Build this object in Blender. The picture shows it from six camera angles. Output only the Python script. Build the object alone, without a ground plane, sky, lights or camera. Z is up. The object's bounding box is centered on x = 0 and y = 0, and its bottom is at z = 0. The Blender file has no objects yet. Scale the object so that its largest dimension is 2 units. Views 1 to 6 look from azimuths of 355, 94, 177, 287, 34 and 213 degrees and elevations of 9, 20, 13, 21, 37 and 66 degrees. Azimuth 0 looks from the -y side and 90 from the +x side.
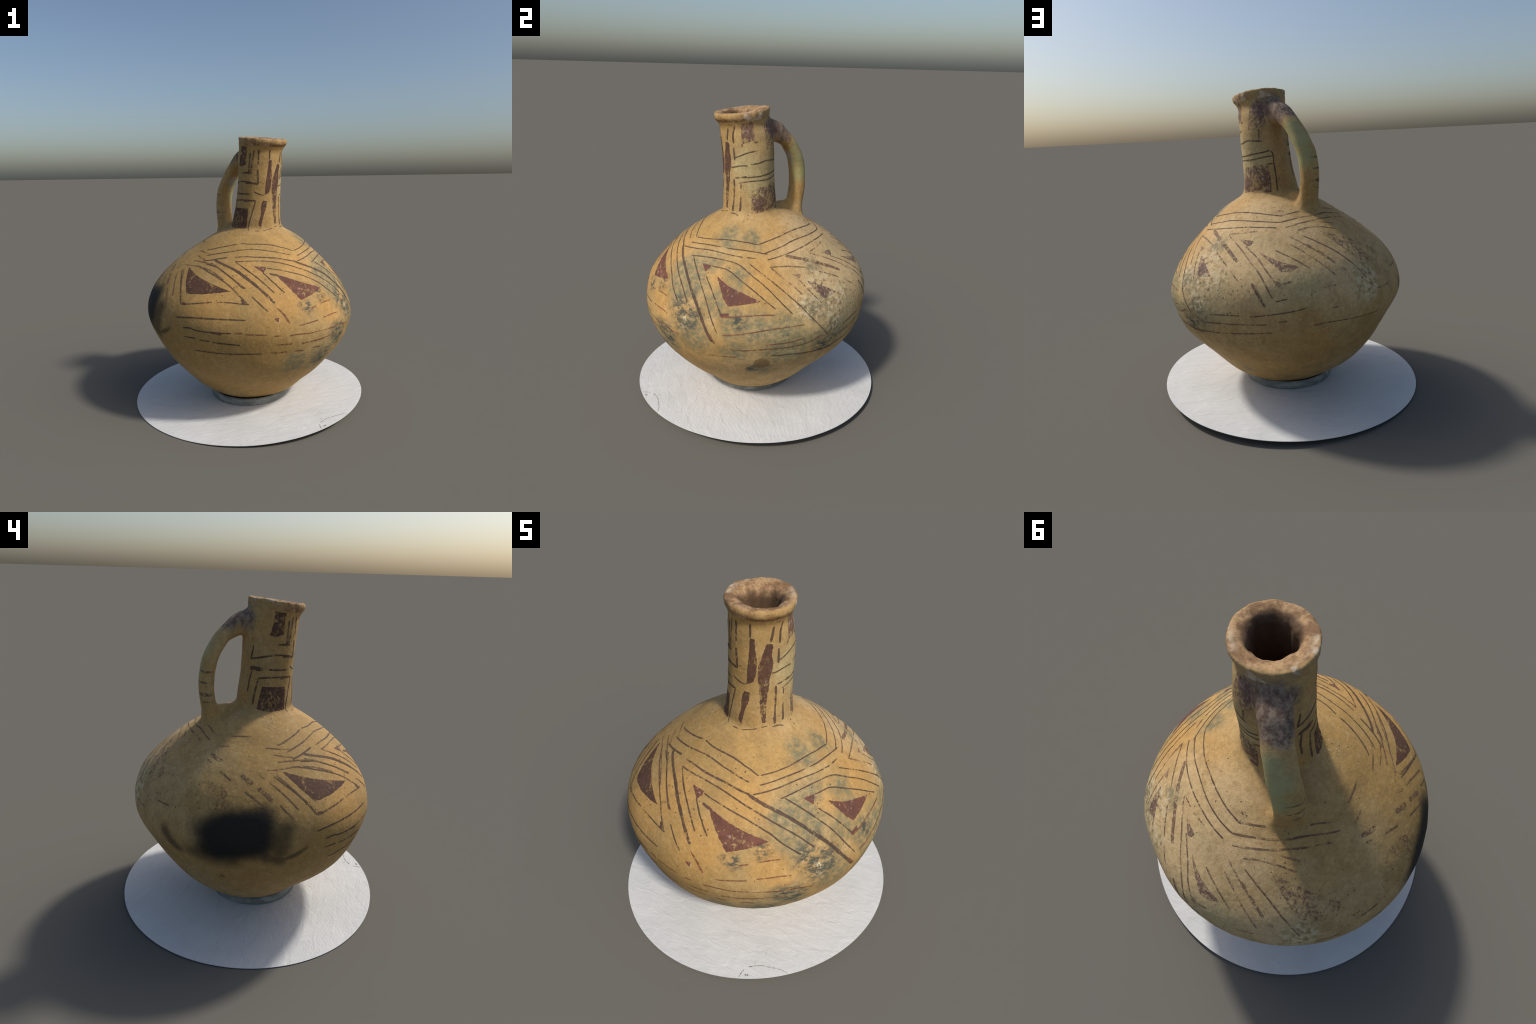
import bpy, bmesh, math, random
import numpy as np
from mathutils import Vector, noise
from mathutils.bvhtree import BVHTree
from mathutils.geometry import delaunay_2d_cdt

random.seed(7)
rng = np.random.default_rng(7)
RAD = math.pi / 180.0

# ------------------------------------------------------------------ helpers
def natural_spline(knots, values):
    """Second derivatives of the natural cubic through the control points."""
    k, v = np.asarray(knots, float), np.asarray(values, float)
    n, h = len(k), np.diff(k)
    a, b = np.eye(n), np.zeros(n)
    for i in range(1, n - 1):
        a[i, i - 1 : i + 2] = h[i - 1], 2 * (h[i - 1] + h[i]), h[i]
        b[i] = 6 * ((v[i + 1] - v[i]) / h[i] - (v[i] - v[i - 1]) / h[i - 1])
    return np.linalg.solve(a, b)


class Profile:
    def __init__(self, knots, values):
        self.k, self.v = np.asarray(knots, float), np.asarray(values, float)
        self.m = natural_spline(knots, values)

    def __call__(self, x):
        x = np.clip(np.asarray(x, float), self.k[0], self.k[-1])
        i = np.clip(np.searchsorted(self.k, x) - 1, 0, len(self.k) - 2)
        h = self.k[i + 1] - self.k[i]
        a = (self.k[i + 1] - x) / h
        b = 1 - a
        return a * self.v[i] + b * self.v[i + 1] + ((a**3 - a) * self.m[i] + (b**3 - b) * self.m[i + 1]) * h * h / 6


def smoothstep(lo, hi, x):
    t = np.clip((np.asarray(x, float) - lo) / (hi - lo), 0, 1)
    return t * t * (3 - 2 * t)


def catmull(points, per=12):
    c = np.asarray(points, float)
    p = np.vstack([2 * c[0] - c[1], c, 2 * c[-1] - c[-2]])
    out = []
    for i in range(1, len(p) - 2):
        t = np.linspace(0, 1, per, endpoint=False)[:, None]
        a, b, d, e = p[i - 1 : i + 3]
        out.append(0.5 * (2 * b + (d - a) * t + (2 * a - 5 * b + 4 * d - e) * t * t + (3 * b - a - 3 * d + e) * t**3))
    return np.vstack(out + [c[-1:]])


def mesh_object(name, verts, faces, material=None, parent=None, smooth=True):
    me = bpy.data.meshes.new(name)
    me.from_pydata([tuple(v) for v in verts], [], [tuple(f) for f in faces])
    me.validate()
    me.update()
    if smooth:
        me.shade_smooth()
    ob = bpy.data.objects.new(name, me)
    bpy.context.scene.collection.objects.link(ob)
    if material:
        me.materials.append(material)
    if parent:
        ob.parent = parent
    return ob


def lumps(points, scale, seed):
    """Smooth 3D noise at every point, about -1 to 1."""
    off = Vector((seed * 3.1, seed * 1.7, seed * 5.3))
    return np.array([noise.noise(Vector(p) * scale + off) for p in points])


# --------------------------------------------------------- the jug's form
# level, axis x, axis y, radius, and two slight oval terms. The jug stands
# askew: its levels tilt (TILT), the neck leans to +x -y.
TILT = (-0.0265, 0.0779)
LEVELS = [
    (0.060, 0.0033, 0.0009, 0.2420, 0.0139, 0.0016),
    (0.120, -0.0018, 0.0033, 0.3460, 0.0166, -0.0009),
    (0.200, -0.0095, 0.0061, 0.4380, 0.0195, -0.0053),
    (0.300, -0.0089, -0.0022, 0.5366, 0.0110, -0.0101),
    (0.420, -0.0019, 0.0042, 0.6441, 0.0004, -0.0055),
    (0.540, 0.0132, 0.0102, 0.7198, 0.0004, -0.0054),
    (0.640, 0.0088, 0.0027, 0.7587, 0.0032, -0.0086),
    (0.740, 0.0127, -0.0117, 0.7745, 0.0014, -0.0046),
    (0.840, 0.0145, -0.0236, 0.7532, -0.0055, 0.0003),
    (0.940, 0.0209, -0.0412, 0.6977, -0.0088, -0.0048),
    (1.040, 0.0312, -0.0549, 0.6086, -0.0072, -0.0114),
    (1.130, 0.0412, -0.0609, 0.5086, -0.0079, -0.0122),
    (1.200, 0.0535, -0.0624, 0.4151, -0.0049, -0.0098),
    (1.255, 0.0646, -0.0588, 0.3367, 0.0023, -0.0063),
    (1.295, 0.0677, -0.0596, 0.2655, 0.0044, -0.0044),
    (1.330, 0.0696, -0.0602, 0.2024, 0.0045, -0.0041),
    (1.380, 0.0721, -0.0604, 0.1786, 0.0018, -0.0023),
    (1.460, 0.0796, -0.0622, 0.1700, -0.0012, 0.0007),
    (1.580, 0.0889, -0.0654, 0.1639, -0.0027, 0.0039),
    (1.700, 0.0959, -0.0694, 0.1635, -0.0048, 0.0038),
    (1.800, 0.0980, -0.0770, 0.1628, -0.0040, -0.0028),
    (1.860, 0.0988, -0.0849, 0.1604, -0.0014, -0.0060),
    (1.900, 0.1015, -0.0927, 0.1563, -0.0005, -0.0067),
    (1.960, 0.1174, -0.1091, 0.1736, 0.0008, -0.0056),
]
_k = [l[0] for l in LEVELS]
AXIS_X, AXIS_Y, RADIUS, OVAL_C, OVAL_S = (Profile(_k, [l[i] for l in LEVELS]) for i in range(1, 6))
RIM_AT = (0.12, -0.114)


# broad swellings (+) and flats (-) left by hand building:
# azimuth, level, reach in degrees, reach in level, amount in metres
SWELLINGS = [
    (322, 0.95, 24, 0.12, -0.016), (225, 0.53, 26, 0.09, 0.013), (278, 0.54, 24, 0.08, 0.008),
    (265, 0.26, 40, 0.07, -0.011), (45, 0.38, 28, 0.11, 0.018), (95, 0.22, 42, 0.07, 0.014),
    (145, 0.45, 20, 0.07, -0.010), (185, 0.45, 22, 0.08, -0.009), (150, 0.27, 36, 0.07, 0.007), (37, 0.68, 9, 0.08, 0.014),
    (58, 0.77, 10, 0.08, -0.012), (100, 0.43, 12, 0.06, -0.008), (215, 0.62, 12, 0.08, 0.009),
    (207, 1.00, 16, 0.10, 0.010), (28, 1.06, 14, 0.09, 0.007),
]


def jug_radius(az, s):
    r = RADIUS(s) + OVAL_C(s) * np.cos(2 * az) + OVAL_S(s) * np.sin(2 * az)
    for a, l, da, dl, h in SWELLINGS:
        off = (az / RAD - a + 180) % 360 - 180
        r = r + h * np.exp(-0.5 * (off / da) ** 2 - 0.5 * ((s - l) / dl) ** 2)
    return r


def lift(x, y, s):
    """World height of level s at (x, y): the tilt, and the slanting mouth."""
    z = s + TILT[0] * x + TILT[1] * y
    w = smoothstep(1.78, 1.965, s)
    return z + w * (-0.033 * (x - RIM_AT[0]) + 0.024 * (y - RIM_AT[1]))


def jug_point(az, s, out=0.0):
    r = jug_radius(az, s) + out
    x, y = AXIS_X(s) + r * np.cos(az), AXIS_Y(s) + r * np.sin(az)
    return np.stack([x, y, lift(x, y, s)], -1)


def jug_coords(p):
    """World points -> (azimuth, level, distance outside the wall)."""
    p = np.asarray(p, float)
    s = p[:, 2] - TILT[0] * p[:, 0] - TILT[1] * p[:, 1]
    w = smoothstep(1.78, 1.965, s)
    for _ in range(4):
        s = s + (p[:, 2] - lift(p[:, 0], p[:, 1], s))
    dx, dy = p[:, 0] - AXIS_X(s), p[:, 1] - AXIS_Y(s)
    az = np.arctan2(dy, dx)
    return az, s, np.hypot(dx, dy) - jug_radius(az, s)


def relief(p):
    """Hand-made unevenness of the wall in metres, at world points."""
    return 0.0022 * lumps(p, 5.5, 1) + 0.0012 * lumps(p, 16.0, 2) + 0.0006 * lumps(p, 48.0, 3)


# handle: spine control points, half width across the strap, half thickness
HANDLE = [
    (0.050, 0.015, 1.852, 0.068, 0.085),
    (-0.005, 0.086, 1.836, 0.067, 0.068),
    (-0.036, 0.123, 1.812, 0.065, 0.055),
    (-0.068, 0.170, 1.772, 0.064, 0.044),
    (-0.098, 0.201, 1.719, 0.065, 0.042),
    (-0.124, 0.227, 1.658, 0.066, 0.042),
    (-0.148, 0.241, 1.592, 0.067, 0.043),
    (-0.159, 0.248, 1.515, 0.067, 0.044),
    (-0.161, 0.248, 1.440, 0.066, 0.045),
    (-0.156, 0.241, 1.376, 0.066, 0.046),
    (-0.149, 0.231, 1.315, 0.072, 0.050),
    (-0.141, 0.223, 1.255, 0.091, 0.066),
    (-0.135, 0.217, 1.200, 0.106, 0.078),
]
SPINE = catmull(HANDLE, 10)
HANDLE_AZ = math.atan2(0.31, -0.25)
HANDLE_SIDE = np.array([-math.sin(HANDLE_AZ), math.cos(HANDLE_AZ), 0.0])
_t = np.gradient(SPINE[:, :3], axis=0)
_t -= (_t @ HANDLE_SIDE)[:, None] * HANDLE_SIDE
SPINE_T = _t / np.linalg.norm(_t, axis=1, keepdims=True)
SPINE_N = np.cross(SPINE_T, HANDLE_SIDE)


def handle_mesh():
    verts, faces, m = [], [], 40
    for q, n in zip(SPINE, SPINE_N):
        for j in range(m):
            a = 2 * math.pi * j / m
            c, s = math.cos(a), math.sin(a)
            e = 0.8
            c, s = math.copysign(abs(c) ** e, c), math.copysign(abs(s) ** e, s)
            verts.append(q[:3] + HANDLE_SIDE * c * q[3] + n * s * q[4])
    for i in range(len(SPINE) - 1):
        for j in range(m):
            k = (j + 1) % m
            faces.append((i * m + j, i * m + k, (i + 1) * m + k, (i + 1) * m + j))
    faces.append(tuple(range(m - 1, -1, -1)))
    faces.append(tuple(range((len(SPINE) - 1) * m, len(SPINE) * m)))
    return np.array(verts), faces


def handle_distance(p):
    """How far outside the handle's strap a point lies (metres, rough)."""
    best = np.full(len(p), 9.0)
    for q, n, t in zip(SPINE, SPINE_N, SPINE_T):
        d = p - q[:3]
        rad = np.sqrt((d @ HANDLE_SIDE / q[3]) ** 2 + (d @ n / q[4]) ** 2 + (d @ t / q[4]) ** 2)
        best = np.minimum(best, (rad - 1) * q[4])
    return best


LIP_LEVEL = 1.978
FLOOR_LEVEL = 1.55


def solid_jug():
    """Closed wall: foot, belly, neck, lip, mouth and bore, as rings."""
    m = 256
    az = np.linspace(0, 2 * math.pi, m, endpoint=False)
    rings = []
    for f in (0.35, 0.8, 0.97):
        base = jug_point(az, np.full(m, 0.055))
        c = base.mean(0)
        ring = c + (base - c) * f
        ring[:, 2] -= (0.014, 0.011, 0.004)[(0.35, 0.8, 0.97).index(f)]
        rings.append(ring)
    for s in np.concatenate([np.linspace(0.06, 1.24, 90), np.linspace(1.25, 1.42, 24), np.linspace(1.44, LIP_LEVEL, 40)]):
        rings.append(jug_point(az, np.full(m, s)))
    edge = jug_point(az, np.full(m, LIP_LEVEL))
    c = edge.mean(0)
    wob = 0.005 * np.sin(3 * az + 0.7) + 0.003 * np.sin(5 * az) + 0.003 * np.sin(9 * az + 2)
    # lip section: inward distance from the outer edge, height above it
    for d, h in ((-0.001, 0.003), (0.003, 0.009), (0.011, 0.012), (0.024, 0.011), (0.038, 0.008), (0.052, 0.003), (0.064, -0.004), (0.074, -0.015), (0.080, -0.036), (0.083, -0.1), (0.084, -0.26)):
        u = (edge - c) / np.linalg.norm(edge - c, axis=1, keepdims=True)
        ring = edge - u * (d + wob * smoothstep(0.0, 0.06, d))[:, None]
        ring[:, 2] += h
        ring[:, :2] += np.array([0.008, -0.004]) * smoothstep(0.02, 0.075, d)
        if h < -0.02:
            lean = -(h + 0.02)
            ring[:, 0] -= 0.10 * lean
            ring[:, 1] += 0.10 * lean
        rings.append(ring)
    last = rings[-1]
    c = last.mean(0)
    for f, s in ((1.0, 0.12), (0.8, 0.16), (0.4, 0.18)):
        ring = c + (last - c) * f
        ring[:, 2] -= s
        rings.append(ring)
    verts = np.vstack(rings)
    faces = []
    for i in range(len(rings) - 1):
        for j in range(m):
            k = (j + 1) % m
            faces.append((i * m + j, i * m + k, (i + 1) * m + k, (i + 1) * m + j))
    faces.append(tuple(range(m - 1, -1, -1)))
    faces.append(tuple(range((len(rings) - 1) * m, len(rings) * m)))
    return verts, faces


WEB = np.array([0.075 - 0.6283 * 0.27, -0.06 + 0.7780 * 0.27, 1.318])
WEB_SIZE = (0.105, 0.058, 0.036)  # along the handle's plane, across it, up


def web_mesh():
    """Clay pressed into the angle between the handle's foot and the neck."""
    out = np.array([math.cos(HANDLE_AZ), math.sin(HANDLE_AZ), 0.0])
    verts, faces, m, k = [], [], 32, 16
    for i in range(k + 1):
        t = math.pi * (0.02 + 0.96 * i / k)
        for j in range(m):
            a = 2 * math.pi * j / m
            verts.append(WEB + out * WEB_SIZE[0] * math.sin(t) * math.cos(a) + HANDLE_SIDE * WEB_SIZE[1] * math.sin(t) * math.sin(a) + np.array([0, 0, -WEB_SIZE[2] * math.cos(t)]))
    for i in range(k):
        for j in range(m):
            q = (j + 1) % m
            faces.append((i * m + j, i * m + q, (i + 1) * m + q, (i + 1) * m + j))
    faces.append(tuple(range(m - 1, -1, -1)))
    faces.append(tuple(range(k * m, (k + 1) * m)))
    return np.array(verts), faces


def fused_jug():
    """Wall and handle melted into one skin, junctions filleted."""
    v1, f1 = solid_jug()
    v2, f2 = handle_mesh()
    v3, f3 = web_mesh()
    faces = f1 + [tuple(i + len(v1) for i in f) for f in f2] + [tuple(i + len(v1) + len(v2) for i in f) for f in f3]
    rough = mesh_object("rough", np.vstack([v1, v2, v3]), faces)
    mod = rough.modifiers.new("fuse", "REMESH")
    mod.mode, mod.voxel_size, mod.use_smooth_shade = "VOXEL", 0.0058, True
    dep = bpy.context.evaluated_depsgraph_get()
    me = bpy.data.meshes.new_from_object(rough.evaluated_get(dep))
    bpy.data.objects.remove(rough)
    n = len(me.vertices)
    co = np.empty(n * 3)
    me.vertices.foreach_get("co", co)
    co = co.reshape(-1, 3)
    ed = np.empty(len(me.edges) * 2, np.int32)
    me.edges.foreach_get("vertices", ed)
    ed = ed.reshape(-1, 2)
    deg = np.bincount(ed.ravel(), minlength=n)[:, None]

    def average(c):
        out = np.zeros_like(c)
        for k in range(3):
            out[:, k] = np.bincount(ed[:, 0], c[ed[:, 1], k], n) + np.bincount(ed[:, 1], c[ed[:, 0], k], n)
        return out / deg

    az, s, d = jug_coords(co)
    hd = handle_distance(co)
    # fillets where the strap meets the wall
    joint = smoothstep(0.05, 0.012, np.abs(d)) * smoothstep(0.05, 0.015, np.abs(hd)) * (s < 1.93)
    joint = np.maximum(joint, smoothstep(0.16, 0.11, np.linalg.norm((co - WEB) * (1, 1, 1.6), axis=1)) * (hd > -0.01))
    for _ in range(40):
        co += joint[:, None] * 0.6 * (average(co) - co)
    other = 0.5 * ((hd < 0.02) | (s > 1.9) | (d < -0.02))
    for _ in range(6):
        co += other[:, None] * (average(co) - co)
    # everything else goes back onto the true wall
    on_wall = smoothstep(0.012, 0.006, np.abs(d)) * smoothstep(0.03, 0.07, hd) * smoothstep(0.12, 0.16, np.linalg.norm((co - WEB) * (1, 1, 1.6), axis=1)) * smoothstep(1.93, 1.90, s) * smoothstep(0.06, 0.075, s)
    true = jug_point(az, s)
    co += on_wall[:, None] * (true - co)
    me.vertices.foreach_set("co", co.ravel())
    me.update()
    nor = np.empty(n * 3)
    me.vertex_normals.foreach_get("vector", nor)
    rough = smoothstep(1.925, 1.95, s)[:, None] * (0.0035 * lumps(co, 24.0, 8) + 0.002 * lumps(co, 60.0, 9))[:, None]
    co += nor.reshape(-1, 3) * (relief(co)[:, None] + rough)
    me.vertices.foreach_set("co", co.ravel())
    me.update()
    return me


def split_by_region(me, region, names, materials, parent):
    """Cut a skin into named parts that keep the whole skin's normals."""
    n = len(me.vertices)
    co = np.empty(n * 3)
    me.vertices.foreach_get("co", co)
    co = co.reshape(-1, 3)
    nor = np.empty(n * 3)
    me.vertex_normals.foreach_get("vector", nor)
    nor = nor.reshape(-1, 3)
    faces = [tuple(p.vertices) for p in me.polygons]
    parts = {}
    for r, name in enumerate(names):
        mine = [faces[i] for i in np.nonzero(region == r)[0]]
        used = np.unique([i for f in mine for i in f])
        new = np.full(n, -1)
        new[used] = np.arange(len(used))
        ob = mesh_object(name, co[used], [tuple(int(new[i]) for i in f) for f in mine], materials[name], parent)
        ob.data.normals_split_custom_set_from_vertices([tuple(v) for v in nor[used]])
        parts[name] = ob
    return parts


def face_centres(me):
    c = np.empty(len(me.polygons) * 3)
    me.polygons.foreach_get("center", c)
    return c.reshape(-1, 3)


# ------------------------------------------------------------------ materials
class Nodes:
    """Small helper that writes shader nodes as expressions."""

    def __init__(self, tree):
        self.t, self.n = tree, tree.nodes

    def put(self, socket, value):
        if isinstance(value, bpy.types.NodeSocket):
            self.t.links.new(value, socket)
        elif isinstance(value, (tuple, list)) and len(value) == 3 and socket.type == "RGBA":
            socket.default_value = (*value, 1.0)
        else:
            socket.default_value = value

    def math(self, op, a, b=0.0, clamp=False):
        n = self.n.new("ShaderNodeMath")
        n.operation, n.use_clamp = op, clamp
        self.put(n.inputs[0], a)
        self.put(n.inputs[1], b)
        return n.outputs[0]

    def vmath(self, op, a, b, out=0):
        n = self.n.new("ShaderNodeVectorMath")
        n.operation = op
        self.put(n.inputs[0], a)
        if op == "SCALE":
            self.put(n.inputs["Scale"], b)
        else:
            self.put(n.inputs[1], b)
        return n.outputs["Value" if op in ("DISTANCE", "LENGTH", "DOT_PRODUCT") else "Vector"]

    def mix(self, f, a, b, mode="MIX"):
        n = self.n.new("ShaderNodeMix")
        n.data_type, n.blend_type, n.clamp_factor = "RGBA", mode, True
        self.put(n.inputs["Factor"], f)
        self.put(n.inputs[6], a)
        self.put(n.inputs[7], b)
        return n.outputs[2]

    def noise(self, p, scale, detail=4.0, rough=0.55, dist=0.0, color=False):
        n = self.n.new("ShaderNodeTexNoise")
        self.put(n.inputs["Vector"], p)
        for k, v in (("Scale", scale), ("Detail", detail), ("Roughness", rough), ("Distortion", dist)):
            n.inputs[k].default_value = v
        return n.outputs["Color" if color else "Fac"]

    def voronoi(self, p, scale, feature="F1"):
        n = self.n.new("ShaderNodeTexVoronoi")
        n.feature = feature
        self.put(n.inputs["Vector"], p)
        n.inputs["Scale"].default_value = scale
        return n

    def ramp(self, x, lo, hi, a=0.0, b=1.0, smooth=True):
        n = self.n.new("ShaderNodeMapRange")
        n.interpolation_type = "SMOOTHSTEP" if smooth else "LINEAR"
        n.clamp = True
        self.put(n.inputs["Value"], x)
        for k, v in (("From Min", lo), ("From Max", hi), ("To Min", a), ("To Max", b)):
            n.inputs[k].default_value = v
        return n.outputs["Result"]

    def blobs(self, p, spots, soft=0.5):
        """Union of soft round patches (x, y, z, radius)."""
        total = None
        for x, y, z, r in spots:
            d = self.vmath("DISTANCE", p, (x, y, z))
            m = self.ramp(d, r * (1 + soft), r * (1 - soft))
            total = m if total is None else self.math("MAXIMUM", total, m)
        return total

    def capsules(self, p, strokes, soft=0.5):
        """Union of soft smears (end, end, radius)."""
        total = None
        for a, b, r in strokes:
            ab = tuple(y - x for x, y in zip(a, b))
            long2 = sum(x * x for x in ab)
            t = self.math("DIVIDE", self.vmath("DOT_PRODUCT", self.vmath("SUBTRACT", p, a), ab), long2, True)
            near = self.vmath("ADD", self.vmath("SCALE", ab, t), a)
            m = self.ramp(self.vmath("DISTANCE", p, near), r * (1 + soft), r * (1 - soft))
            total = m if total is None else self.math("MAXIMUM", total, m)
        return total

    def position(self):
        return self.n.new("ShaderNodeTexCoord").outputs["Object"]

    def stretched(self, p, scale):
        n = self.n.new("ShaderNodeMapping")
        self.put(n.inputs["Vector"], p)
        n.inputs["Scale"].default_value = scale
        return n.outputs[0]


PATINA = [  # grey-green bloom on the front right and right side
    (0.415, -0.150, 1.235, 0.070), (0.361, -0.139, 1.253, 0.060), (0.416, 0.010, 1.229, 0.060),
    (0.500, -0.330, 1.060, 0.090), (0.472, -0.424, 1.031, 0.075), (0.544, -0.450, 0.942, 0.085),
    (0.560, -0.350, 1.000, 0.100), (0.767, -0.083, 0.809, 0.095), (0.774, 0.053, 0.794, 0.100),
    (0.744, 0.220, 0.790, 0.105), (0.692, 0.095, 0.475, 0.090), (0.416, 0.380, 1.086, 0.060),
    (0.635, 0.440, 0.685, 0.095), (0.604, 0.434, 0.872, 0.100), (0.279, 0.358, 0.252, 0.045),
    (0.581, -0.499, 0.591, 0.110), (0.541, -0.564, 0.633, 0.070), (0.435, -0.569, 0.477, 0.120),
    (0.600, -0.060, 1.050, 0.070), (0.690, -0.300, 0.700, 0.110), (0.700, 0.300, 0.660, 0.120), (0.530, -0.230, 1.100, 0.060),
    (0.560, 0.500, 0.700, 0.110), (0.250, -0.660, 0.470, 0.090), (0.640, -0.080, 0.960, 0.070),
    (0.690, -0.200, 0.900, 0.080), (0.720, 0.180, 0.640, 0.120), (0.735, -0.060, 0.640, 0.100),
]
DARK_BLOOM = [
    (0.680, -0.372, 0.805, 0.085), (0.640, -0.440, 0.860, 0.080), (0.321, -0.682, 0.858, 0.045),
    (0.470, -0.600, 0.925, 0.050), (0.600, -0.500, 0.600, 0.070), (0.611, 0.450, 0.620, 0.050),
    (0.570, -0.540, 0.650, 0.060), (0.764, -0.040, 0.835, 0.045), (0.735, 0.040, 0.470, 0.050),
    (0.655, -0.380, 0.930, 0.055), (0.470, -0.540, 0.470, 0.070),
]
SCUFF = [  # rubbed, whitish crust on the back right
    (0.489, 0.426, 1.003, 0.085), (0.502, 0.541, 0.883, 0.105), (0.633, 0.367, 0.894, 0.085),
    (0.437, 0.574, 0.911, 0.080), (-0.439, 0.598, 0.860, 0.090), (0.559, 0.536, 0.779, 0.085), (0.682, -0.376, 0.786, 0.040),
]
SMOKE = [  # softer smears about the blackened patch: end, end, radius
    ((-0.700, 0.280, 0.740), (-0.725, 0.210, 0.640), 0.042), ((-0.735, 0.060, 0.650), (-0.740, -0.110, 0.640), 0.075),
    ((-0.570, -0.530, 0.705), (-0.640, -0.410, 0.640), 0.017), ((-0.655, -0.385, 0.640), (-0.690, -0.320, 0.660), 0.040),
    ((-0.650, -0.040, 0.475), (-0.650, -0.110, 0.445), 0.010), ((-0.750, 0.040, 0.800), (-0.740, 0.050, 0.660), 0.060),
    ((-0.640, -0.420, 0.820), (-0.660, -0.390, 0.700), 0.050),
]
PALE_GREEN = [
    (0.075, 0.707, 0.926, 0.150), (0.187, 0.538, 1.072, 0.120), (0.278, 0.607, 0.981, 0.140),
    (-0.047, 0.718, 0.913, 0.130), (-0.398, 0.626, 0.862, 0.110), (0.420, 0.560, 0.800, 0.140), (0.650, 0.260, 0.730, 0.160),
    (0.200, 0.040, 1.560, 0.130), (0.240, -0.060, 1.650, 0.100),
]
ORANGE = [
    (0.574, 0.118, 1.074, 0.130), (0.550, -0.561, 0.758, 0.085), (0.578, -0.231, 1.043, 0.070),
    (0.325, 0.187, 1.245, 0.140), (0.614, 0.254, 0.988, 0.090), (0.485, -0.596, 0.824, 0.095),
    (0.150, -0.720, 0.900, 0.160), (-0.300, -0.700, 0.900, 0.150), (-0.100, -0.600, 1.050, 0.150), (0.300, -0.500, 1.100, 0.120),
]
FRONT_OCHRE_SHADE = [(-0.050, -0.680, 0.800, 0.420), (-0.560, -0.380, 0.800, 0.400), (0.000, -0.480, 0.400, 0.350), (-0.200, -0.350, 1.150, 0.250), (0.060, -0.250, 1.600, 0.150)]  # browner clay of the front and left, with baked shade painted in too
PALE_BACK = [(0.200, 0.600, 0.950, 0.250), (0.500, 0.420, 0.900, 0.200), (-0.250, 0.600, 0.900, 0.200), (0.150, 0.330, 1.220, 0.200), (0.380, 0.300, 1.130, 0.150), (-0.050, 0.480, 1.120, 0.160), (0.300, 0.450, 1.080, 0.130)]
COLLAR_SMEAR = [(0.020, 0.085, 1.900, 0.110), (-0.020, 0.120, 1.850, 0.090), (-0.062, 0.140, 1.835, 0.055), (0.110, 0.085, 1.885, 0.060), (-0.055, 0.020, 1.890, 0.060)]


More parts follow.
